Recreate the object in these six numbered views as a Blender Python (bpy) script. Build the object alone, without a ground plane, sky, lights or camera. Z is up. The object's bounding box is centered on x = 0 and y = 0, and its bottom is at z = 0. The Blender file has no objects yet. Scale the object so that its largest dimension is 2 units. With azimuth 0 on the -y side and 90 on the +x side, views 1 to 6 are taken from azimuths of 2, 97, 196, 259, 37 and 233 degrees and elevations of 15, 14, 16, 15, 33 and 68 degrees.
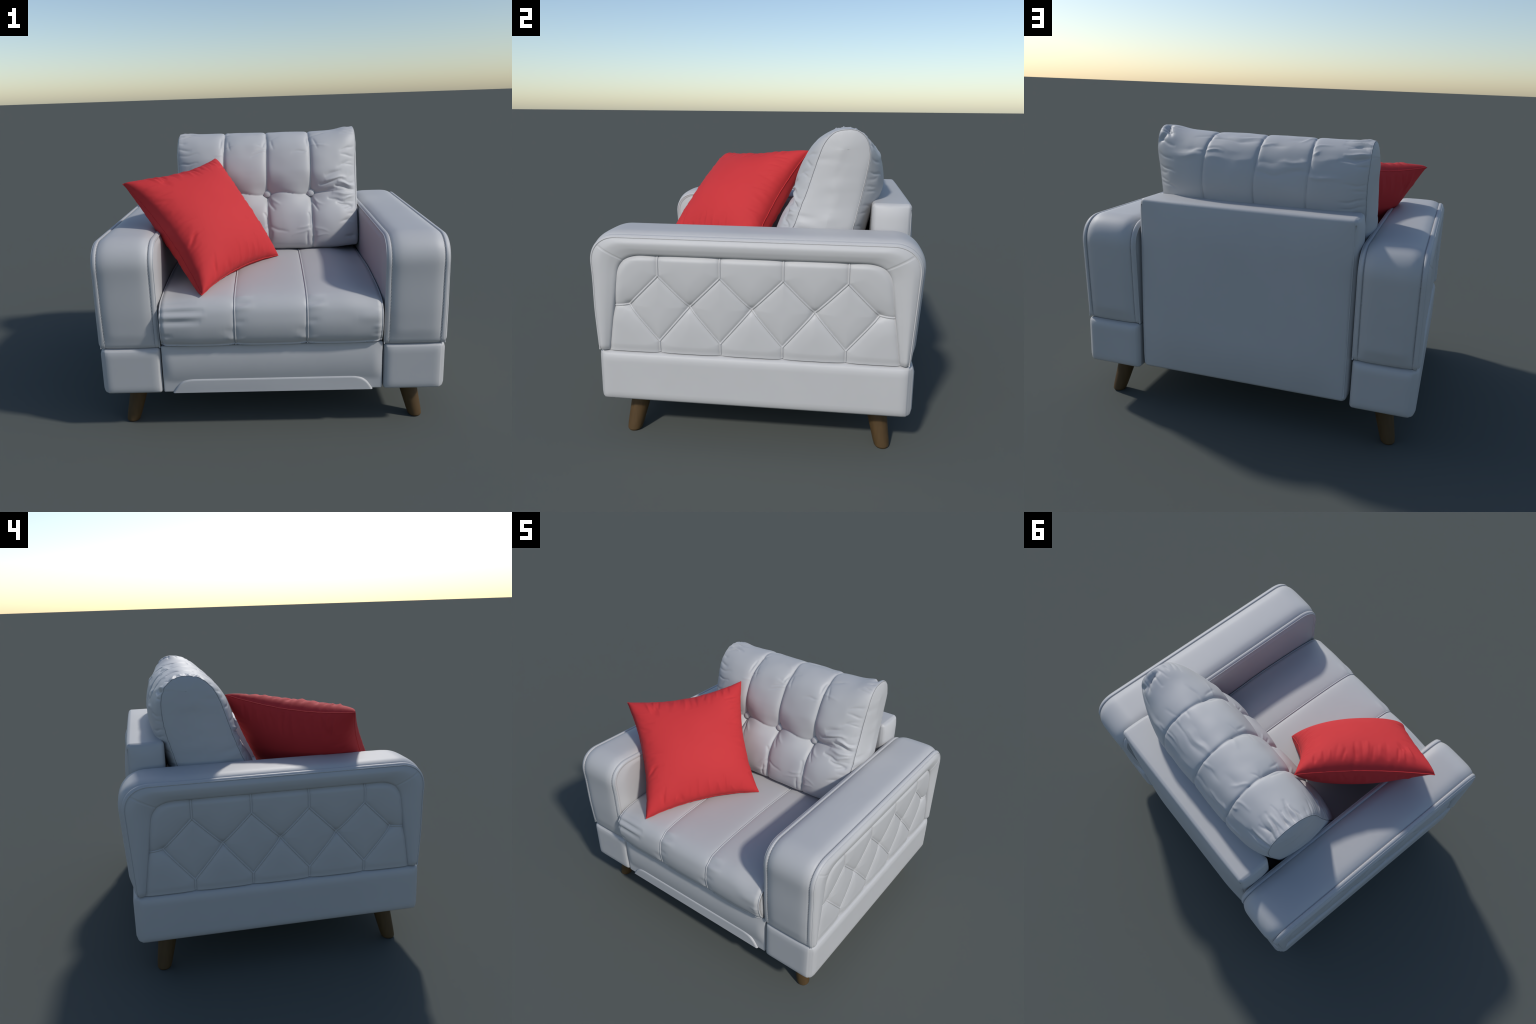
import bpy, math, random
import numpy as np
from mathutils import Vector, noise as mnoise

random.seed(7)

# ------------------------------------------------------------------ materials
def nodes_of(name):
    m = bpy.data.materials.new(name)
    m.use_nodes = True
    nt = m.node_tree
    nt.nodes.clear()
    out = nt.nodes.new('ShaderNodeOutputMaterial')
    b = nt.nodes.new('ShaderNodeBsdfPrincipled')
    nt.links.new(b.outputs['BSDF'], out.inputs['Surface'])
    return m, nt, b

def mottled(name, dark, light, rough, scale, grain_scale, grain, sheen=0.0, stretch=(1, 1, 1), spec=0.5):
    """cloth / leather / wood: soft colour mottling and a fine grain bump"""
    m, nt, b = nodes_of(name)
    tc = nt.nodes.new('ShaderNodeTexCoord')
    mp = nt.nodes.new('ShaderNodeMapping')
    mp.inputs['Scale'].default_value = stretch
    nt.links.new(tc.outputs['Object'], mp.inputs['Vector'])
    n1 = nt.nodes.new('ShaderNodeTexNoise')
    n1.inputs['Scale'].default_value = scale
    n1.inputs['Detail'].default_value = 4
    nt.links.new(mp.outputs['Vector'], n1.inputs['Vector'])
    r = nt.nodes.new('ShaderNodeValToRGB')
    r.color_ramp.elements[0].position = 0.3
    r.color_ramp.elements[0].color = (*dark, 1)
    r.color_ramp.elements[1].position = 0.7
    r.color_ramp.elements[1].color = (*light, 1)
    nt.links.new(n1.outputs['Fac'], r.inputs['Fac'])
    nt.links.new(r.outputs['Color'], b.inputs['Base Color'])
    n2 = nt.nodes.new('ShaderNodeTexNoise')
    n2.inputs['Scale'].default_value = grain_scale
    n2.inputs['Detail'].default_value = 2
    nt.links.new(mp.outputs['Vector'], n2.inputs['Vector'])
    bp = nt.nodes.new('ShaderNodeBump')
    bp.inputs['Strength'].default_value = grain
    bp.inputs['Distance'].default_value = 0.002
    nt.links.new(n2.outputs['Fac'], bp.inputs['Height'])
    nt.links.new(bp.outputs['Normal'], b.inputs['Normal'])
    b.inputs['Roughness'].default_value = rough
    b.inputs['Specular IOR Level'].default_value = spec
    if sheen:
        b.inputs['Sheen Weight'].default_value = sheen
        b.inputs['Sheen Roughness'].default_value = 0.5
    return m

LEATHER = mottled('pale_grey_leather', (0.455, 0.455, 0.46), (0.475, 0.475, 0.48), 0.55, 3.0, 240, 0.06)
THREAD = mottled('grey_thread', (0.36, 0.36, 0.37), (0.40, 0.40, 0.41), 0.7, 60, 300, 0.1)
RED = mottled('red_cloth', (0.525, 0.030, 0.034), (0.545, 0.032, 0.036), 0.8, 5.0, 420, 0.08, spec=0.3)
WOOD = mottled('brown_wood', (0.070, 0.041, 0.015), (0.086, 0.050, 0.019), 0.6, 9.0, 60, 0.05, stretch=(6, 6, 0.8), spec=0.3)

# ------------------------------------------------------------------ helpers
def smoothstep(a, b, x):
    t = np.clip((np.asarray(x, float) - a) / (b - a), 0, 1)
    return t * t * (3 - 2 * t)

def gauss(x, w):
    return np.exp(-(np.asarray(x) / w) ** 2)

def spline(ctrl, n, closed=False):
    """Catmull-Rom through control points, resampled evenly by length"""
    P = np.array(ctrl, float)
    if closed:
        Q = np.vstack([P[-1], P, P[0], P[1]])
        segs = len(P)
    else:
        Q = np.vstack([2 * P[0] - P[1], P, 2 * P[-1] - P[-2]])
        segs = len(P) - 1
    pts = []
    for i in range(segs):
        p0, p1, p2, p3 = Q[i:i + 4]
        for t in np.linspace(0, 1, 24, endpoint=False):
            pts.append(0.5 * ((2 * p1) + (-p0 + p2) * t + (2 * p0 - 5 * p1 + 4 * p2 - p3) * t ** 2
                              + (-p0 + 3 * p1 - 3 * p2 + p3) * t ** 3))
    pts.append(P[0] if closed else P[-1])
    pts = np.array(pts)
    if n is None:
        return pts
    L = np.concatenate([[0], np.cumsum(np.linalg.norm(np.diff(pts, axis=0), axis=1))])
    u = np.linspace(0, L[-1], n + 1)[:-1] if closed else np.linspace(0, L[-1], n)
    return np.stack([np.interp(u, L, pts[:, k]) for k in range(P.shape[1])], 1)

def arclen(p, closed=False):
    q = np.vstack([p, p[:1]]) if closed else p
    L = np.concatenate([[0], np.cumsum(np.linalg.norm(np.diff(q, axis=0), axis=1))])
    return L[:-1] if closed else L

def normals2d(p, closed=False):
    """left-hand normals of a 2D polyline"""
    if closed:
        t = np.roll(p, -1, 0) - np.roll(p, 1, 0)
    else:
        t = np.gradient(p, axis=0)
    t /= np.linalg.norm(t, axis=1)[:, None] + 1e-12
    return np.stack([-t[:, 1], t[:, 0]], 1)

def add_object(name, verts, faces, mat, parent, smooth=True, angle=None):
    me = bpy.data.meshes.new(name)
    me.from_pydata([tuple(map(float, v)) for v in verts], [], faces)
    me.materials.append(mat)
    me.update()
    ob = bpy.data.objects.new(name, me)
    bpy.context.scene.collection.objects.link(ob)
    if smooth:
        me.polygons.foreach_set('use_smooth', [True] * len(me.polygons))
        if angle:
            me.set_sharp_from_angle(angle=math.radians(angle))
    if parent:
        ob.parent = parent
    return ob

def grid_faces(nu, nv, close_u=False, close_v=False, flip=False, base=0):
    F = []
    for i in range(nu if close_u else nu - 1):
        for j in range(nv if close_v else nv - 1):
            a = i * nv + j
            b = ((i + 1) % nu) * nv + j
            c = ((i + 1) % nu) * nv + (j + 1) % nv
            d = i * nv + (j + 1) % nv
            q = (base + a, base + b, base + c, base + d)
            F.append(q[::-1] if flip else q)
    return F

def tube(path, r, sides=8, closed=False, base=0):
    """round cord along a 3D path"""
    P = np.array(path, float)
    T = (np.roll(P, -1, 0) - np.roll(P, 1, 0)) if closed else np.gradient(P, axis=0)
    T /= np.linalg.norm(T, axis=1)[:, None] + 1e-12
    up = np.array([0.31, 0.52, 0.79])
    V = []
    for p, t in zip(P, T):
        a = up - t * (up @ t)
        a /= np.linalg.norm(a)
        up = a
        b = np.cross(t, a)
        for k in range(sides):
            ang = 2 * math.pi * k / sides
            V.append(p + r * (math.cos(ang) * a + math.sin(ang) * b))
    F = grid_faces(len(P), sides, close_u=closed, close_v=True, flip=True, base=base)
    if not closed:
        F.append(tuple(base + k for k in range(sides)))
        F.append(tuple(base + (len(P) - 1) * sides + k for k in range(sides))[::-1])
    return V, F

def joined_tubes(paths, r, sides=8):
    V, F = [], []
    for p in paths:
        v, f = tube(p, r, sides, base=len(V))
        V += v
        F += f
    return V, F

def rounded_box(lo, hi, r, deform=None, step=0.03):
    """box with rounded edges on a dense lattice; deform(points, outward) may puff it"""
    lo, hi = np.array(lo, float), np.array(hi, float)
    c, h = (lo + hi) / 2, (hi - lo) / 2
    axes = []
    for k in range(3):
        ang = np.tan(np.linspace(0, math.pi / 4, 6))
        edge = h[k] - r + r * ang
        n = max(4, int(2 * (h[k] - r) / step))
        mid = np.linspace(-(h[k] - r), h[k] - r, n + 1)
        axes.append(np.concatenate([-edge[::-1][:-1], mid, edge[1:]]))
    ids, V, F = {}, [], []
    def vid(i, j, k):
        key = (i, j, k)
        if key not in ids:
            ids[key] = len(V)
            V.append((axes[0][i], axes[1][j], axes[2][k]))
        return ids[key]
    N = [len(a) for a in axes]
    for ax in range(3):
        u, v = [(1, 2), (2, 0), (0, 1)][ax]
        for side in (0, N[ax] - 1):
            for i in range(N[u] - 1):
                for j in range(N[v] - 1):
                    q = []
                    for di, dj in ((0, 0), (1, 0), (1, 1), (0, 1)):
                        idx = [0, 0, 0]
                        idx[ax] = side
                        idx[u] = i + di
                        idx[v] = j + dj
                        q.append(vid(*idx))
                    F.append(tuple(q) if side else tuple(q[::-1]))
    P = np.array(V)
    Q = np.clip(P, -(h - r), h - r)
    D = P - Q
    D /= np.linalg.norm(D, axis=1)[:, None]
    P = Q + D * r
    if deform is not None:
        P = deform(P, D, h)
    return P + c, F

def fbm(x, y, z=0.0, octaves=3):
    return mnoise.fractal(Vector((x, y, z)), 0.8, 2.0, octaves)

def nseg(a, b, p):
    """distance of points p (N,2) from the segment ab, and the parameter along it"""
    a, b = np.array(a, float), np.array(b, float)
    ab = b - a
    t = np.clip(((p - a) @ ab) / (ab @ ab), 0, 1)
    return np.linalg.norm(p - (a + t[:, None] * ab), axis=1), t

def folds_height(pts, folds, sharp=False):
    """sum of tapered ridges: each fold = (x0, s0, x1, s1, width, height)"""
    h = np.zeros(len(pts))
    for x0, s0, x1, s1, w, a in folds:
        d, t = nseg((x0, s0), (x1, s1), pts)
        prof = (.55 * gauss(d, w) + .45 * np.exp(-d / (.8 * w))) if sharp else gauss(d, w)
        h += a * prof * (0.25 + 0.75 * np.sin(np.clip(t, 0, 1) * math.pi * 0.85 + 0.35))
    return h

# ------------------------------------------------------------------ the chair
chair = bpy.data.objects.new('armchair', None)
bpy.context.scene.collection.objects.link(chair)
chair['label'] = 'pale grey padded armchair with tufted sides and wooden legs'
chair['category'] = 'armchair'

def mirror_copy(ob, parent):
    o = ob.copy()
    o.scale = (-1, 1, 1)
    bpy.context.scene.collection.objects.link(o)
    o.parent = parent
    return o

# ---- armrest: side profile in (y, z), from front foot over the top to the back foot
def side_path(yb, zb, yk, zk, ycorner, ztop, n_leg=40, n_arc=36, n_top=90):
    """leg line, rounded shoulder, straight top, mirrored; same sample counts for every path"""
    p0, p1, p3 = np.array([-yb, zb]), np.array([-yk, zk]), np.array([-ycorner, ztop])
    d = (p1 - p0) / np.linalg.norm(p1 - p0)
    c1 = p1 + d * (ztop - zk) * 0.62
    c2 = p3 - np.array([1, 0]) * (yk - ycorner) * 0.60
    leg = [p0 + (p1 - p0) * t for t in np.linspace(0, 1, n_leg, endpoint=False)]
    arc = [(1 - t) ** 3 * p1 + 3 * (1 - t) ** 2 * t * c1 + 3 * (1 - t) * t * t * c2 + t ** 3 * p3
           for t in np.linspace(0, 1, n_arc, endpoint=False)]
    half = leg + arc + [p3 + np.array([ycorner, 0]) * t for t in np.linspace(0, 1, n_top // 2)]
    half = np.array(half)
    other = half[::-1][1:] * np.array([-1, 1])
    return np.vstack([half, other])

ARM = side_path(0.806, 0.519, 0.834, 0.985, 0.690, 1.137)
PANEL = side_path(0.752, 0.519, 0.692, 0.940, 0.560, 1.037)
# the front stands a little fuller towards its foot
ARM[:, 0] -= .009 * smoothstep(.95, .70, ARM[:, 1]) * (ARM[:, 0] < 0)
N_ARM = normals2d(ARM)           # points outwards (up along the top)
if N_ARM[len(ARM) // 2][1] < 0:
    N_ARM = -N_ARM
LEN_ARM = arclen(ARM)

arm = bpy.data.objects.new('armrest', None)
bpy.context.scene.collection.objects.link(arm)
arm.parent = chair
arm2 = bpy.data.objects.new('armrest', None)
bpy.context.scene.collection.objects.link(arm2)
arm2.parent = chair

XI, XO = 0.640, 0.984
band_section = [(XI + .002, -.022), (XI, -.014), (XI + .002, -.004), (XI + .010, .002), (XI + .020, .0035), (XI + .025, .002),
                (XI + .028, -.0015), (XI + .031, .001), (XI + .045, .0065), (XI + .070, .0115), (XI + .105, .0135), (XI + .172, .014),
                (XO - .105, .0135), (XO - .070, .0115), (XO - .045, .0065), (XO - .031, .001), (XO - .028, -.0015),
                (XO - .025, .002), (XO - .020, .0035), (XO - .010, .002), (XO - .002, -.004), (XO, -.014), (XO - .002, -.022)]
bs = spline(band_section, None)[::3]
V = []
end_roll = -0.012 * (gauss(LEN_ARM, .010) + gauss(LEN_ARM[-1] - LEN_ARM, .010))
tame = smoothstep(0, .10, np.minimum(LEN_ARM, LEN_ARM[-1] - LEN_ARM)) * .7 + .3
for p, n, e, tm in zip(ARM, N_ARM, end_roll, tame):
    for x, o in bs:
        # the arm top is crowned a little more, and so is the back
        puff = max(0, o) * (tm - 1) + max(0, o) * tm * (.5 * max(0, n[1]) + .9 * max(0, n[0]) )
        q = p + n * (o + e + puff)
        V.append((x, q[0], q[1]))
band = add_object('arm_cover', V, grid_faces(len(ARM), len(bs), flip=True), LEATHER, arm)

# inner face of the arm: padded board with a soft bevel
rho = np.concatenate([np.linspace(0, .86, 12), np.linspace(.88, 1.0, 10)])
cen = np.array([0, .80])
ring = np.vstack([ARM + N_ARM * -.006, [[.6, .519], [.3, .519], [0, .519], [-.3, .519], [-.6, .519]]])
V = []
for o in ring:
    for k in rho:
        q = cen + (o - cen) * k
        V.append((XI - .008 + .012 * smoothstep(.88, 1.0, k) ** 1.3, q[0], max(q[1], .519)))
add_inner = add_object('arm_inner_panel', V, grid_faces(len(ring), len(rho), close_u=True, flip=False), LEATHER, arm)

# outer padded frame, a U between the cover's seam and the tufted panel
fw = spline([(0, .977), (.03, .984), (.10, .990), (.30, .998), (.55, .996), (.76, .989), (.90, .982), (.97, .972), (1.0, .950)], 40)
frame_outer = ARM + N_ARM * -.007
mitre = [57, len(ARM) - 58]
V = []
for i, (a, b) in enumerate(zip(frame_outer, PANEL)):
    g = sum(gauss(i - m, 0.6) for m in mitre)
    for w, x in fw:
        q = a + (b - a) * w
        roll = .012 * (gauss(LEN_ARM[i], .012) + gauss(LEN_ARM[-1] - LEN_ARM[i], .012))
        V.append((x - .0035 * g - roll, q[0], q[1]))
add_frame = add_object('arm_side_frame', V, grid_faces(len(ARM), len(fw), flip=True), LEATHER, arm)

# tufted side panel
TY = [-.483, -.161, .161, .483]
TUFT = [-.640, -.320, 0, .320, .640]
ZT, ZU, ZL = .771, .933, .581
seams = []
for y in TY:
    seams += [((y, 1.06), (y, ZU)), ((y, ZL), (y, .50))]
    for sgn in (-1, 1):
        seams += [((y, ZU), (y + sgn * .1605, ZT)), ((y, ZL), (y + sgn * .1605, ZT))]
for sgn in (-1, 1):
    seams.append(((sgn * .640, ZT), (sgn * .74, .763)))

def panel_x(p):
    p = np.atleast_2d(p)
    d = np.min([nseg(a, b, p)[0] for a, b in seams], axis=0)
    h = .967 + .011 * (1 - np.exp(-d / .010)) + .005 * smoothstep(0, .09, d)
    for y in TUFT:
        r = np.hypot(p[:, 0] - y, (p[:, 1] - ZT) * 1.1)
        h -= .008 * gauss(r, .070) + .012 * gauss(r, .022)
    h += .002 * smoothstep(.80, .98, p[:, 1]) - .010 * smoothstep(1.01, 1.045, p[:, 1])
    h -= .004 * smoothstep(.56, .52, p[:, 1])
    # the pads dive under the frame: distance to its rounded inner edge
    leg = .752 - (p[:, 1] - .519) * .1425 - np.abs(p[:, 0])
    top = 1.037 - p[:, 1]
    R = .120
    dp = np.where((leg < R) & (top < R), R - np.hypot(R - leg, R - top), np.minimum(leg, top))
    dp = np.maximum(dp, -.02)
    h -= .009 * np.exp(-np.maximum(dp, 0) / .012) + .4 * np.maximum(-dp, 0)
    return h

gy = np.linspace(-.775, .775, 312)
gz = np.linspace(.517, 1.055, 110)
Y, Z = np.meshgrid(gy, gz, indexing='ij')
pts = np.stack([Y.ravel(), Z.ravel()], 1)
# keep the panel inside the frame: pull lattice points in to the outline of the frame's inner edge
half_w = .752 + .012 - (pts[:, 1] - .519) * (.060 / .421)
pts[:, 0] = np.sign(pts[:, 0]) * np.minimum(np.abs(pts[:, 0]), half_w + .02)
hx = panel_x(pts)
V = np.stack([hx, pts[:, 0], pts[:, 1]], 1)
tuft = add_object('tufted_panel', V, grid_faces(len(gy), len(gz)), LEATHER, arm)

# cords sunk in the panel's seams
paths = []
for a, b in seams:
    t = np.linspace(0, 1, 30)[:, None]
    q = np.array(a) + (np.array(b) - np.array(a)) * t
    # seams curve softly into the tufts
    paths.append(np.stack([panel_x(q) + .0035, q[:, 0], q[:, 1]], 1))
paths = [p[(p[:, 2] < 1.045) & (p[:, 2] > .522) & (np.abs(p[:, 1]) < .735)] for p in paths]
V, F = joined_tubes(paths, .0058, 8)
add_object('panel_piping', V, F, LEATHER, tuft)

# piping along both edges of the arm cover
for x, off in ((XO - .001, -.007), (XI + .001, -.006)):
    q = ARM + N_ARM * off
    V, F = tube(np.stack([np.full(len(q), x), q[:, 0], q[:, 1]], 1), .0034, 8)
    add_object('arm_piping', V, F, LEATHER, arm)

# row of stitches next to each piping
V, F = [], []
for x in (XI + .028, XO - .028):
    for s in np.arange(.03, LEN_ARM[-1] - .03, .019):
        pp = [[np.interp(s + k, LEN_ARM, ARM[:, c] + N_ARM[:, c] * .0015) for c in (0, 1)] for k in (0, .006, .012)]
        v, f = tube([(x, a, b) for a, b in pp], .0012, 5, base=len(V))
        V += v
        F += f
st = add_object('stitching', V, F, LEATHER, band)
st['kind'] = 'stuff'

def mirror_tree(src, dst):
    for ob in list(src.children):
        o = ob.copy()
        bpy.context.scene.collection.objects.link(o)
        o.parent = dst
        if dst is arm2:
            o.scale = (-1, 1, 1)
        mirror_tree(ob, o)
mirror_tree(arm, arm2)
arm2.location.y = .011

# ---- plinth boxes below the arms
def plinth_deform(P, D, h):
    P = P.copy()
    u, v, w = P[:, 0] / h[0], P[:, 1] / h[1], P[:, 2] / h[2]
    ex, ey, ez = [np.clip((1 - np.abs(t)) * k / .040, 0, 1) for t, k in ((u, h[0]), (v, h[1]), (w, h[2]))]
    ex, ey, ez = [1 - (1 - t) ** 2 for t in (ex, ey, ez)]
    P[:, 0] += np.where(D[:, 0] > .7, .020 * np.clip(ey, 0, 1) * ez, 0)
    P[:, 1] += np.where(np.abs(D[:, 1]) > .7, np.where(D[:, 1] > 0, .020, -.012) * ex * ez, 0)
    return P
V, F = rounded_box((.642, -.808, .233), (.976, .812, .516), .019, plinth_deform, .018)
plinth = add_object('plinth', V, F, LEATHER, chair)
mirror_copy(plinth, chair).location.y = .004

# ---- front rail with its lip board
def rail_deform(P, D, h):
    P = P.copy()
    u, w = P[:, 0] / h[0], P[:, 2] / h[2]
    ex = 1 - (1 - np.clip((1 - np.abs(u)) * h[0] / .06, 0, 1)) ** 2
    ez = 1 - np.abs(np.clip(w - .22, -.78, .78) / .78) ** 2
    P[:, 1] -= np.where(D[:, 1] < -.6, .016 * ex * ez, 0)
    return P
V, F = rounded_box((-.635, -.805, .240), (.635, -.60, .530), .008, rail_deform, .014)
add_object('front_rail', V, F, LEATHER, chair)

lip_half = spline([(.580, .2395), (.566, .262), (.545, .290), (.515, .312), (.478, .322), (.44, .324)], 24)
lip = [(-x, z) for x, z in lip_half] + [(x, z) for x, z in lip_half[::-1]]
lip = np.array(lip)
nl = normals2d(lip)
if nl[len(nl) // 2][1] < 0:
    nl = -nl
V = []
rings = [(-.700, 0), (-.806, 0), (-.812, -.0025), (-.8155, -.008), (-.816, -.012)]
for y, o in rings:
    for p, n in zip(lip, nl):
        q = p + n * o
        V.append((q[0], y, max(q[1], .2395)))
n = len(lip)
F = grid_faces(len(rings), n, flip=True)
F.append(tuple((len(rings) - 1) * n + k for k in range(n)))
F.append(tuple(range(n))[::-1])
for r in range(len(rings) - 1):
    F.append((r * n, (r + 1) * n, (r + 1) * n + n - 1, r * n + n - 1))
add_object('rail_lip', V, F, LEATHER, chair, angle=50)

# ---- backrest: upright board with gusseted sides
def back_deform(P, D, h):
    P = P.copy()
    v, w = P[:, 1] / h[1], P[:, 2] / h[2]
    ey = 1 - np.abs(v) ** 3
    ez = 1 - (1 - np.clip((1 - np.abs(w)) * h[2] / .08, 0, 1)) ** 2
    P[:, 0] += np.where(np.abs(D[:, 0]) > .7, np.sign(D[:, 0]) * .022 * np.clip(ey, 0, 1) * ez, 0)
    ex = 1 - (1 - np.clip((h[0] - np.abs(P[:, 0])) / .26, 0, 1)) ** 2
    ez = 1 - (1 - np.clip((1 - np.abs(w)) * h[2] / .26, 0, 1)) ** 2
    P[:, 1] += np.where(D[:, 1] > .7, .029 * ex * ez, 0)
    return P
V, F = rounded_box((-.615, .598, .252), (.615, .808, 1.281), .022, back_deform, .025)
back = add_object('backrest', V, F, LEATHER, chair)
gus = []
for sx in (-1, 1):
    for y in (.806,):
        zz = np.linspace(.28, 1.25, 40)
        gus.append(np.stack([np.full(40, sx * .607), np.full(40, y - .003), zz], 1))
V, F = joined_tubes(gus, .0045, 6)
add_object('back_piping', V, F, LEATHER, back)

# ---- seat cushion: profile in (y, z) lofted across x
SEAT = [(-.800, .536), (-.838, .548), (-.864, .590), (-.876, .655), (-.872, .715), (-.854, .766), (-.815, .806), (-.75, .830),
        (-.60, .849), (-.30, .865), (.00, .866), (.35, .858), (.56, .862), (.592, .80), (.592, .60), (.56, .540), (.2, .534), (-.4, .534)]
sp = spline(SEAT, 340, closed=True)
sn = normals2d(sp, closed=True)
if sn[np.argmin(sp[:, 0])][0] > 0:
    sn = -sn
sl = arclen(sp, closed=True)
SEAMX = (-.203, .203)
def s_of(prof, L, y, z):
    return L[np.argmin((prof[:, 0] - y) ** 2 + (prof[:, 1] - z) ** 2)]
def sf(y, z):
    return s_of(sp, sl, y, z)
seat_folds = []
for y, z, ln, w, a in [(-.84, .808, .20, .010, -.004), (-.868, .755, .24, .014, -.008), (-.874, .700, .22, .016, -.010), (-.873, .725, .26, .012, .005),
                       (-.862, .785, .25, .012, .004), (-.866, .61, .06, .012, -.005)]:
    seat_folds.append((-.625, sf(y, z), -.625 + ln, sf(y, z) + .004, w, a))
for sx in SEAMX:
    for y, z, ln, dz, w, a in [(-.80, .828, .09, -.004, .016, .005), (-.862, .765, .10, .012, .016, .006), (-.85, .80, .08, .010, .012, -.005), (-.868, .69, .06, .01, .014, -.004), (-.855, .575, .05, .012, .010, .004)]:
        seat_folds.append((sx + .004, sf(y, z), sx + ln, sf(y, z) + dz, w, a))
    for y, z, ln, w, a in [(-.862, .59, .05, .014, .005), (-.872, .64, .06, .02, -.003)]:
        seat_folds.append((sx - .004, sf(y, z), sx - ln, sf(y, z) + .005, w, a))
for y, z, ln, w, a in [(-.870, .71, .14, .03, .006), (-.866, .60, .05, .010, -.004), (-.872, .65, .05, .010, .004), (-.868, .76, .04, .010, -.003)]:
    seat_folds.append((.622, sf(y, z), .622 - ln, sf(y, z), w, a))

SX = np.unique(np.concatenate([np.linspace(-.622, .622, 260), SEAMX, [SEAMX[0] - .004, SEAMX[0] + .004, SEAMX[1] - .004, SEAMX[1] + .004]]))
V = []
XS, SS = np.meshgrid(SX, sl, indexing='ij')
q2 = np.stack([XS.ravel(), SS.ravel()], 1)
dseam = np.min([np.abs(q2[:, 0] - s) for s in SEAMX], axis=0)
ends = (.622 - np.abs(q2[:, 0]))
off = -.016 + .009 * (1 - np.exp(-dseam / .04)) - .004 * np.exp(-dseam / .006)
off -= .015 * smoothstep(.24, .02, ends) * smoothstep(.72, .84, np.interp(q2[:, 1], sl, sp[:, 1])) + .003 * smoothstep(.8, .7, np.interp(q2[:, 1], sl, sp[:, 1]))
off -= .012 * smoothstep(-.35, .05, np.interp(q2[:, 1], sl, sp[:, 0])) * smoothstep(.25, .05, ends)
off += -.016 * (1 - np.clip(ends / .03, 0, 1)) ** 2.2 + .006 * smoothstep(0, .2, ends)
off += folds_height(q2, seat_folds)
off = off.reshape(XS.shape)
for i, x in enumerate(SX):
    for j in range(len(sp)):
        q = sp[j] + sn[j] * off[i, j]
        V.append((x, q[0], q[1]))
F = grid_faces(len(SX), len(sp), close_v=True)
# gusset ends, bulging slightly
n = len(sp)
sc = sp.mean(0)
for side in (0, 1):
    prev = 0 if side == 0 else (len(SX) - 1) * n
    edge = np.array(V[prev:prev + n])[:, 1:]
    for k, bx in ((.97, .004), (.85, .012), (.6, .014), (.25, .014)):
        b0 = len(V)
        for e in edge:
            q = sc + (e - sc) * k
            V.append(((-1 if side == 0 else 1) * (.622 + bx), q[0], q[1]))
        for j in range(n):
            f = (prev + j, prev + (j + 1) % n, b0 + (j + 1) % n, b0 + j)
            F.append(f if side == 1 else f[::-1])
        prev = b0
    F.append(tuple(prev + j for j in range(n)) if side == 1 else tuple(prev + j for j in range(n))[::-1])
seat = add_object('seat_cushion', V, F, LEATHER, chair)
cord = []
vis = [j for j in range(n) if sp[j][1] > .538 and sp[j][0] < .55]
vis = sorted(vis, key=lambda j: (j + 0) % n)
for sx in SEAMX:
    i = np.argmin(np.abs(SX - sx))
    cord.append(np.array([(sx + .003, *(sp[j] + sn[j] * (off[i, j] + .003))) for j in vis]))
V, F = joined_tubes(cord, .0048, 8)
add_object('seat_piping', V, F, LEATHER, seat)
cord = []
for sx, i in ((-.622, 0), (.622, len(SX) - 1)):
    cord.append(np.array([(sx, *(sp[j] + sn[j] * (off[i, j] + .001))) for j in vis]))
V, F = joined_tubes(cord, .005, 8)
add_object('seat_piping', V, F, LEATHER, seat)

# ---- back cushion: loft from a fat middle profile to narrower gusset ends
MID = [(.105, .856), (.040, .888), (.020, .958), (.040, 1.060), (.082, 1.165), (.125, 1.250), (.150, 1.330), (.172, 1.410), (.210, 1.500),
       (.265, 1.577), (.345, 1.627), (.430, 1.645), (.510, 1.635), (.585, 1.595), (.640, 1.520), (.668, 1.440), (.674, 1.360), (.650, 1.270),
       (.610, 1.170), (.570, 1.040), (.530, .880), (.40, .858), (.24, .858)]
END = [(.155, .868), (.105, .884), (.097, .945), (.125, 1.050), (.184, 1.150), (.217, 1.245), (.245, 1.320), (.270, 1.395), (.300, 1.490),
       (.335, 1.572), (.385, 1.628), (.440, 1.645), (.500, 1.640), (.550, 1.605), (.572, 1.540), (.562, 1.460), (.545, 1.370), (.525, 1.270),
       (.505, 1.170), (.480, 1.040), (.450, .890), (.36, .864), (.25, .862)]
mid_raw, end_raw = spline(MID, None, True)[:-1], spline(END, None, True)[:-1]
Lr = arclen(mid_raw, True)
tot = Lr[-1] + np.linalg.norm(mid_raw[0] - mid_raw[-1])
NS = 460
u = np.linspace(0, tot, NS + 1)[:-1]
def rs(raw):
    e = np.vstack([raw, raw[:1]])
    return np.stack([np.interp(u, np.append(Lr, tot), e[:, k]) for k in (0, 1)], 1)
cm, ce = rs(mid_raw), rs(end_raw)
cl = u
def cs(y, z):
    return s_of(cm, cl, y, z)
S_BTN = cs(.13, 1.262)
S_TOP = cs(.43, 1.65)
S_LOW = cs(.045, .90)
S_BACK = cs(.61, 1.17)
CX = .627
RIM = .003          # how far the gusset seams lie inside the domed ends
BUTTONS = (-.302, -.003, .300)

rng = random.Random(21)
folds = []
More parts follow.
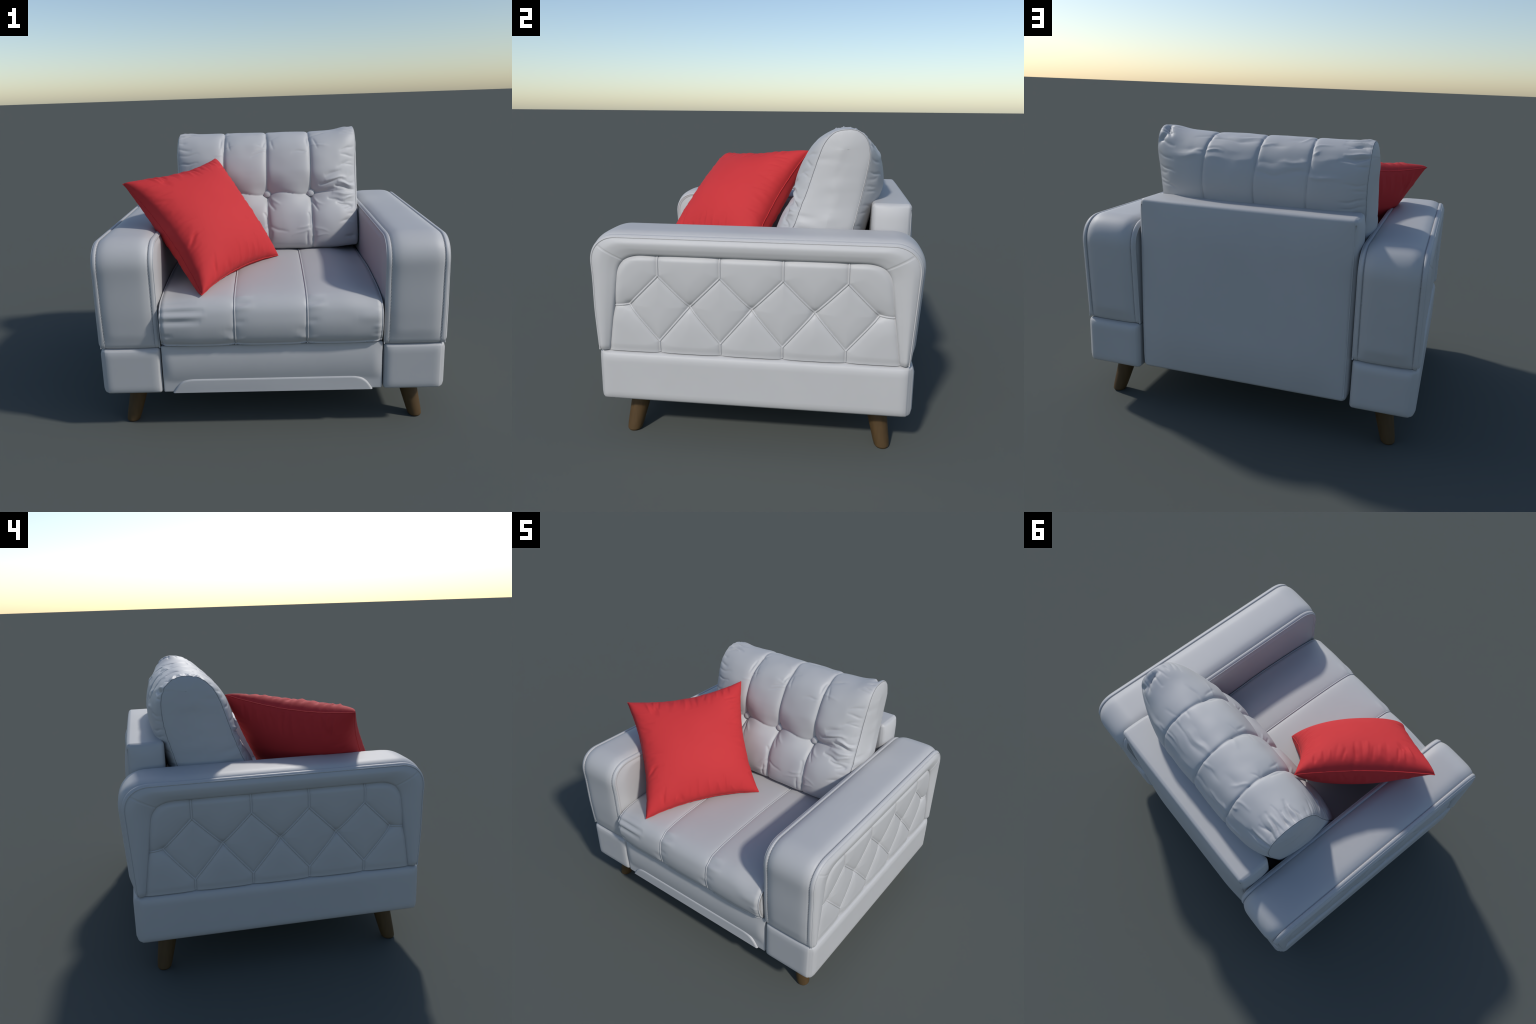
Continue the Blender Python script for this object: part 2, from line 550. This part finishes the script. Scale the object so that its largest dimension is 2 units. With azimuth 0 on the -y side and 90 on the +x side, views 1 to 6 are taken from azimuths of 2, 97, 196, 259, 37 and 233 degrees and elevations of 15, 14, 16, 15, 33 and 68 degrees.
# strong horizontal folds on the sunny end of the front
for s, x0, x1, ds, w, a in [(.105, .40, .50, .030, .012, -.008), (.075, .40, .55, .014, .012, .012), (.050, .36, .52, .030, .009, -.012), (.055, .50, .62, -.030, .012, .013),
                            (.030, .47, .61, -.030, .009, -.015), (.000, .33, .47, .010, .010, -.012), (-.015, .46, .61, -.012, .014, .013), (-.045, .42, .53, -.030, .009, -.013),
                            (-.055, .53, .62, .010, .012, .010), (-.085, .48, .60, -.035, .010, -.011), (-.14, .55, .62, .020, .012, -.008), (-.23, .50, .60, .030, .012, -.006),
                            (.17, .50, .60, .030, .014, -.005), (-.32, .54, .63, .0, .010, -.012)]:
    folds.append((x0, S_BTN + s, x1, S_BTN + s + ds, w, a))
    folds.append((-x0 - .02, S_BTN + s * 1.1 + .01, -x1, S_BTN + s * 1.1 - ds, w, a * .8))
# gathers round both gusset seams
for sx in (-1, 1):
    s = S_LOW + .05
    while s < S_BACK + .05:
        ln = rng.uniform(.05, .17)
        top = abs(s - S_TOP) < .22
        a = rng.uniform(.003, .0065) * (1.3 if (top and sx < 0) else 1.0)
        folds.append((sx * .635, s, sx * (.635 - ln), s + rng.uniform(-.02, .02), rng.uniform(.006, .011), -a))
        s += rng.uniform(.03, .09)
# a crumple on the shaded top corner
for k in range(10):
    s = S_TOP - .06 + .030 * k + rng.uniform(-.008, .008)
    folds.append((-.628, s, -.628 + rng.uniform(.09, .15), s + rng.uniform(-.035, .025), rng.uniform(.008, .012), (-1) ** k * rng.uniform(.007, .011)))
# a deep tuck behind the sunny top corner
folds += [(.60, S_TOP + .03, .545, S_TOP + .16, .014, -.022), (.57, S_TOP + .16, .63, S_TOP + .26, .014, -.016), (.625, S_TOP + .04, .60, S_TOP + .16, .018, .012)]
# puckers beside the seams, mostly over the top edge and at the front hem
for bx in BUTTONS:
    for k in range(15):
        zone = rng.random()
        if zone < .42:
            s = S_TOP + rng.uniform(-.28, -.02)
        elif zone < .72:
            s = S_TOP + rng.uniform(.02, .30)
        else:
            s = S_LOW + rng.uniform(0, .16)
        sg = rng.choice((-1, 1))
        ln = rng.uniform(.04, .13)
        folds.append((bx + sg * .006, s, bx + sg * ln, s + rng.uniform(-.05, .05), rng.uniform(.007, .013), rng.choice((-1, 1)) * rng.uniform(.002, .005)))
    for k in range(7):
        # long soft drag lines across the pads of the back
        s = S_TOP + rng.uniform(.05, .36)
        sg = rng.choice((-1, 1))
        folds.append((bx + sg * .008, s, bx + sg * rng.uniform(.12, .22), s + rng.uniform(-.012, .012), rng.uniform(.012, .022), rng.choice((-1, 1)) * rng.uniform(.0025, .005)))
    # creases running away below each button
    folds += [(bx + .012, S_BTN - .02, bx + .045, S_BTN - .14, .007, -.008), (bx + .02, S_BTN - .03, bx + .075, S_BTN - .09, .010, .006),
              (bx - .02, S_BTN - .15, bx - .008, S_BTN - .27, .007, -.010), (bx - .03, S_LOW + .10, bx - .02, S_LOW - .02, .008, -.009),
              (bx + .025, S_LOW + .10, bx + .02, S_LOW - .02, .008, -.008), (bx - .015, S_TOP - .10, bx - .02, S_TOP - .20, .007, -.007),
              (bx + .03, S_TOP - .13, bx + .05, S_TOP - .23, .008, -.005)]

def seam_x(k, s):
    """the vertical seams wander slightly along the profile"""
    return BUTTONS[k] + .006 * np.sin(s * 9 + k) * smoothstep(S_BTN + .1, S_TOP, s) + .012 * smoothstep(S_BTN, S_LOW, s) * (1 if k else -1) * .5

XN = 300
CXS = CX * np.sin(np.linspace(-1, 1, XN) * math.pi / 2 * .985) / math.sin(math.pi / 2 * .985)
CXS = .55 * CXS + .45 * np.linspace(-CX, CX, XN)
XS, SS = np.meshgrid(CXS, cl, indexing='ij')
q2 = np.stack([XS.ravel(), SS.ravel()], 1)
x, s = q2[:, 0], q2[:, 1]
front = smoothstep(S_LOW - .03, S_LOW + .06, s) * smoothstep(S_TOP + .02, S_TOP - .10, s)
covered = smoothstep(S_LOW - .08, S_LOW, s) * smoothstep(S_BACK + .25, S_BACK + .05, s)
dv = np.min([np.abs(x - seam_x(k, s)) for k in range(3)], axis=0)
wid = .15
c = np.clip(1 - dv / wid, 0, 1)
depth = np.where(front > .5, 1.0, .62)
depth = .40 + .60 * front
off = -covered * (depth * (.006 + .008 * front) * c ** 2.3 + (.011 + .006 * front) * np.exp(-dv / (.007 + .004 * front))) - .002
# horizontal crease of the front, between the buttons
sag = S_BTN + .010 * np.sin(x * 21) * gauss(np.abs(x) - .15, .2) - .006
dh = s - sag
fade = smoothstep(.60, .40, np.abs(x))
up = np.where(dh > 0, .075, .11)
off -= fade * (.026 * np.clip(1 - np.abs(dh) / (up * 1.6), 0, 1) ** 2 + .010 * np.exp(-np.abs(dh) / .007))
for b in BUTTONS:
    r = np.hypot(x - b, dh)
    off -= .025 * gauss(r, .090) + .010 * gauss(r, .035)
# the cloth creeps: bend all folds by a slow noise so that no two run parallel
warp = np.array([(fbm(a * 6, b * 6, 11.0, 2), fbm(a * 6, b * 6, 29.0, 2)) for a, b in q2[::1]])
off += folds_height(q2 + warp * np.array([.020, .026]), folds, sharp=True)
for i in range(len(off)):
    off[i] += .004 * fbm(x[i] * 5, s[i] * 5, 3.1, 2)
off = off.reshape(XS.shape)

V = []
for i, xx in enumerate(CXS):
    e = np.clip((abs(xx) - .27) / (CX - .27), 0, 1)
    # part of an ellipse; the gusset dome carries it on
    cut = math.sqrt(1 - .955 ** 2)
    w = (math.sqrt(1 - (.955 * e) ** 2) - cut) / (1 - cut)
    # the upper front stays full further out towards the ends
    e2 = np.clip((abs(xx) - .32) / (CX - .32), 0, 1)
    w = w + ((math.sqrt(1 - (.955 * e2) ** 2) - cut) / (1 - cut) - w) * (smoothstep(1.20, 1.30, cm[:, 1]) * (cm[:, 0] < .43))[:, None]
    # the shaded end is stuffed fuller than the sunny one
    cend = ce + (cm - ce) * (.40 if xx < 0 else .05)
    prof = cend + (cm - cend) * w
    nn = normals2d(prof, True)
    if nn[np.argmin(prof[:, 0])][0] > 0:
        nn = -nn
    ear = (.024 * math.exp(-((xx - .59) / .10) ** 2) if xx > 0 else .003 * math.exp(-((xx + .60) / .07) ** 2))
    topw = smoothstep(1.45, 1.62, prof[:, 1])
    damp = 1 - smoothstep(.590, .627, abs(xx)) * (.45 if xx < 0 else .75)
    for j in range(NS):
        q = prof[j] + nn[j] * off[i, j] * damp
        V.append((xx - math.copysign(RIM, xx) * smoothstep(.40, CX, abs(xx)) - math.copysign(.010, xx) * smoothstep(.45, CX, abs(xx)) * float(smoothstep(1.55, 1.40, q[1])), q[0], q[1] + ear * topw[j]))
F = grid_faces(XN, NS, close_v=True)
for side in (0, 1):
    sg = -1 if side == 0 else 1
    prev = 0 if side == 0 else (XN - 1) * NS
    edge = np.array(V[prev:prev + NS])
    spine = np.stack([np.full(NS, 0.0), ce[:, 0] * 0 + np.interp(edge[:, 2], [.86, 1.25, 1.6], [.30, .375, .45]), np.clip(edge[:, 2], .95, 1.56)], 1)
    RK = (.985, .96, .92, .86, .79, .71, .62, .52, .41, .29, .16, .06, .0)
    cap_pts = np.array([(spine[j] + (edge[j] - spine[j]) * k)[1:] for k in RK for j in range(NS)])
    cap_fold = folds_height(cap_pts, [(.16, 1.19, .30, 1.13, .010, .007), (.18, 1.22, .28, 1.18, .009, -.007), (.12, 1.13, .27, 1.09, .012, .007),
                                      (.15, 1.15, .25, 1.12, .008, -.006), (.24, 1.10, .36, 1.08, .012, .005), (.30, 1.50, .34, 1.52, .018, -.006)]).reshape(len(RK), NS)
    for r_i, k in enumerate(RK):
        bx = .006 - RIM + (.027 if sg < 0 else .018) * (1 - k ** 2)
        cap_fold[r_i] *= smoothstep(1.0, .93, k)
        b0 = len(V)
        for j in range(NS):
            q = spine[j] + (edge[j] - spine[j]) * k
            bump = .006 * (1 - k) * fbm(q[1] * 9, q[2] * 9, sg * 4.0, 2)
            V.append((sg * (CX + bx + bump - .006 + cap_fold[r_i, j]), q[1], q[2]))
        for j in range(NS):
            f = (prev + j, prev + (j + 1) % NS, b0 + (j + 1) % NS, b0 + j)
            F.append(f if side == 1 else f[::-1])
        prev = b0
# roll the gusset seams over softly: relax the rings round each rim
VA = np.array(V, float)
rims = []
for side in (0, 1):
    first = XN * NS + side * len(RK) * NS
    loft = [XN - 16 + k for k in range(16)] if side else [15 - k for k in range(16)]
    starts = [k * NS for k in loft] + [first + k * NS for k in range(len(RK))]
    R = np.stack([VA[a:a + NS] for a in starts])
    for it in range(14):
        R[1:-3] += .5 * ((R[:-4] + R[2:-2]) / 2 - R[1:-3])
    for a, ring_pts in zip(starts, R):
        VA[a:a + NS] = ring_pts
    rims.append(R[14])
V = [tuple(p) for p in VA]
cushion = add_object('back_cushion', V, F, LEATHER, chair)
SV, SF = [], []
for side, rim in enumerate(rims):
    keep = rim[(cl > S_LOW + .10) & (cl < S_BACK)]
    v, f = tube(keep - np.array([(-1, 1)[side] * .0008, 0, 0]), .0020, 6, base=len(SV))
    SV += v
    SF += f
add_object('gusset_seam', SV, SF, LEATHER, cushion)

# covered buttons at the tufts
P3 = np.array(V[:XN * NS]).reshape(XN, NS, 3)
bv, bf = [], []
nr, ns_ = 9, 20
for a in range(nr):
    th = math.pi * .62 * a / (nr - 1)
    for k in range(ns_):
        ph = 2 * math.pi * k / ns_
        bv.append((.027 * math.sin(th) * math.cos(ph), .027 * math.sin(th) * math.sin(ph), .016 * math.cos(th)))
bf = grid_faces(nr, ns_, close_v=True)
bmesh_first = None
jb = int(np.argmin(np.abs(cl - S_BTN)))
for b in BUTTONS:
    i = int(np.argmin(np.abs(CXS - b)))
    pos = P3[i, jb]
    if bmesh_first is None:
        ob = add_object('button', bv, bf, LEATHER, cushion)
        bmesh_first = ob
    else:
        ob = bmesh_first.copy()
        bpy.context.scene.collection.objects.link(ob)
    ob.location = (b, pos[1] - .019, pos[2] + .006)
    ob.rotation_euler = (math.radians(68), 0, 0)

# ---- legs: round tapered, splayed
leg_v, leg_f = [], []
sides = 20
foot = np.array([.861, .690, 0.0])
topc = np.array([.800, .641, .262])
secs = [(0.000, .0335), (.035, .0405), (.15, .0445), (.5, .051), (1.0, .060)]
for t, r in secs:
    cpt = foot + (topc - foot) * t
    for k in range(sides):
        a = 2 * math.pi * (k + .5) / sides
        leg_v.append((cpt[0] + r * math.cos(a), -cpt[1] + r * math.sin(a) , cpt[2]))
leg_v = [(vx, vy if True else vy, vz) for vx, vy, vz in leg_v]
# the leg leans inwards as it rises, so the front leg's y grows with height
leg_f = grid_faces(len(secs), sides, close_v=True, flip=True)
leg_f.append(tuple(range(sides))[::-1])
leg_f.append(tuple((len(secs) - 1) * sides + k for k in range(sides)))
leg0 = add_object('leg', leg_v, leg_f, WOOD, chair, angle=28)
for sx, sy in ((-1, 1), (1, -1), (-1, -1)):
    o = leg0.copy()
    o.scale = (sx, sy, 1)
    bpy.context.scene.collection.objects.link(o)
    o.parent = chair
for o in [o for o in chair.children if o.name.startswith('leg')]:
    o.location.y = .008

# ------------------------------------------------------------------ throw pillow
TL, TR = np.array([-.856, -.451, 1.420]), np.array([-.360, .202, 1.490])
BL, BR = np.array([-.382, -.801, .832]), np.array([.057, -.128, .872])
nrm = np.cross((TR - TL) + (BR - BL), (BL - TL) + (BR - TR))
nrm /= np.linalg.norm(nrm)
if nrm[2] < 0:
    nrm = -nrm
K = 150
aa = np.sin(np.linspace(-1, 1, K) * math.pi / 2)
aa = .7 * aa + .3 * np.linspace(-1, 1, K)
prng = random.Random(5)
e1 = (TR - TL + BR - BL) / 2
e2 = (BL - TL + BR - TR) / 2
cenp = (TL + TR + BL + BR) / 4
pfolds = []
for edge in range(4):
    t = -.72
    while t < .72:
        ln = prng.uniform(.10, .34)
        w = prng.uniform(.014, .030)
        a = prng.uniform(.004, .011) * prng.choice((-1, -1, 1))
        sl_ = prng.uniform(-.08, .08)
        inner = {0: (t + sl_, -1 + ln), 1: (t + sl_, 1 - ln), 2: (-1 + ln, t + sl_), 3: (1 - ln, t + sl_)}[edge]
        outer = {0: (t, -.99), 1: (t, .99), 2: (-.99, t), 3: (.99, t)}[edge]
        k = 1.0 if edge == 0 else .55
        pfolds.append((*outer, *inner, w, a * k))
        t += prng.uniform(.05, .11)
pfolds += [(-.94, .36, -.80, .26, .028, -.011), (-.66, -.80, -.60, -.66, .04, -.008)]
A, B = np.meshgrid(aa, aa, indexing='ij')
ab = np.stack([A.ravel(), B.ravel()], 1)
fh = folds_height(ab, pfolds).reshape(A.shape)
def pillow_side(sign, T):
    out = np.zeros((K, K, 3))
    for i in range(K):
        for j in range(K):
            a, b = aa[i], aa[j]
            base = (TL * (1 - a) * (1 - b) + TR * (1 + a) * (1 - b) + BL * (1 - a) * (1 + b) + BR * (1 + a) * (1 + b)) / 4
            # edges sag inwards between the pointed corners
            pa = a * (1 - b * b) * -.050
            pb = b * (1 - a * a) * (-.062 if b < 0 else -.045)
            base = base + e1 / np.linalg.norm(e1) * pa + e2 / np.linalg.norm(e2) * pb
            g = ((1 - a * a) * (1 - b * b))
            if sign > 0:
                h = T * (1 - a * a) ** (.29 if a < 0 else .42) * (1 - b * b) ** (.35 if b < 0 else .42)
            else:
                h = T * (1 - a * a) ** (.44 if a < 0 else .26) * (1 - b * b) ** (.74 if b < 0 else .28)
            h += fh[i, j] * min(1, g * 14) * (1 if sign > 0 else .8)
            if g < 1e-9:
                h = 0
            base = base + nrm * (sign * h)
            wob = .0035 * fbm(a * 9, b * 9, 7.7, 2)
            out[i, j] = base + (e1 * a * abs(a) ** 6 + e2 * b * abs(b) ** 6) * wob * .8
    return out
Ff, Bk = pillow_side(1, .189), pillow_side(-1, .192)
V = list(Ff.reshape(-1, 3))
idx_b = np.zeros((K, K), int)
for i in range(K):
    for j in range(K):
        if i in (0, K - 1) or j in (0, K - 1):
            idx_b[i, j] = i * K + j
        else:
            idx_b[i, j] = len(V)
            V.append(Bk[i, j])
F = []
for i in range(K - 1):
    for j in range(K - 1):
        q = (i * K + j, i * K + j + 1, (i + 1) * K + j + 1, (i + 1) * K + j)
        F.append(q[::-1])
        q = (idx_b[i, j], idx_b[i, j + 1], idx_b[i + 1, j + 1], idx_b[i + 1, j])
        F.append(tuple(int(k) for k in q))
V = np.array(V)
pillow = add_object('throw_pillow', V - cenp, F, RED, None)
pillow.location = cenp
pillow['label'] = 'plain red square throw pillow with pointed corners'
pillow['category'] = 'pillow'
# stitched seam round its edge
edge = [Ff[i, 0] for i in range(K)] + [Ff[K - 1, j] for j in range(1, K)] + [Ff[i, K - 1] for i in range(K - 2, -1, -1)] + [Ff[0, j] for j in range(K - 2, 0, -1)]
V, F = tube(np.array(edge) - cenp, .0030, 7, closed=True)
add_object('pillow_seam', V, F, RED, pillow)
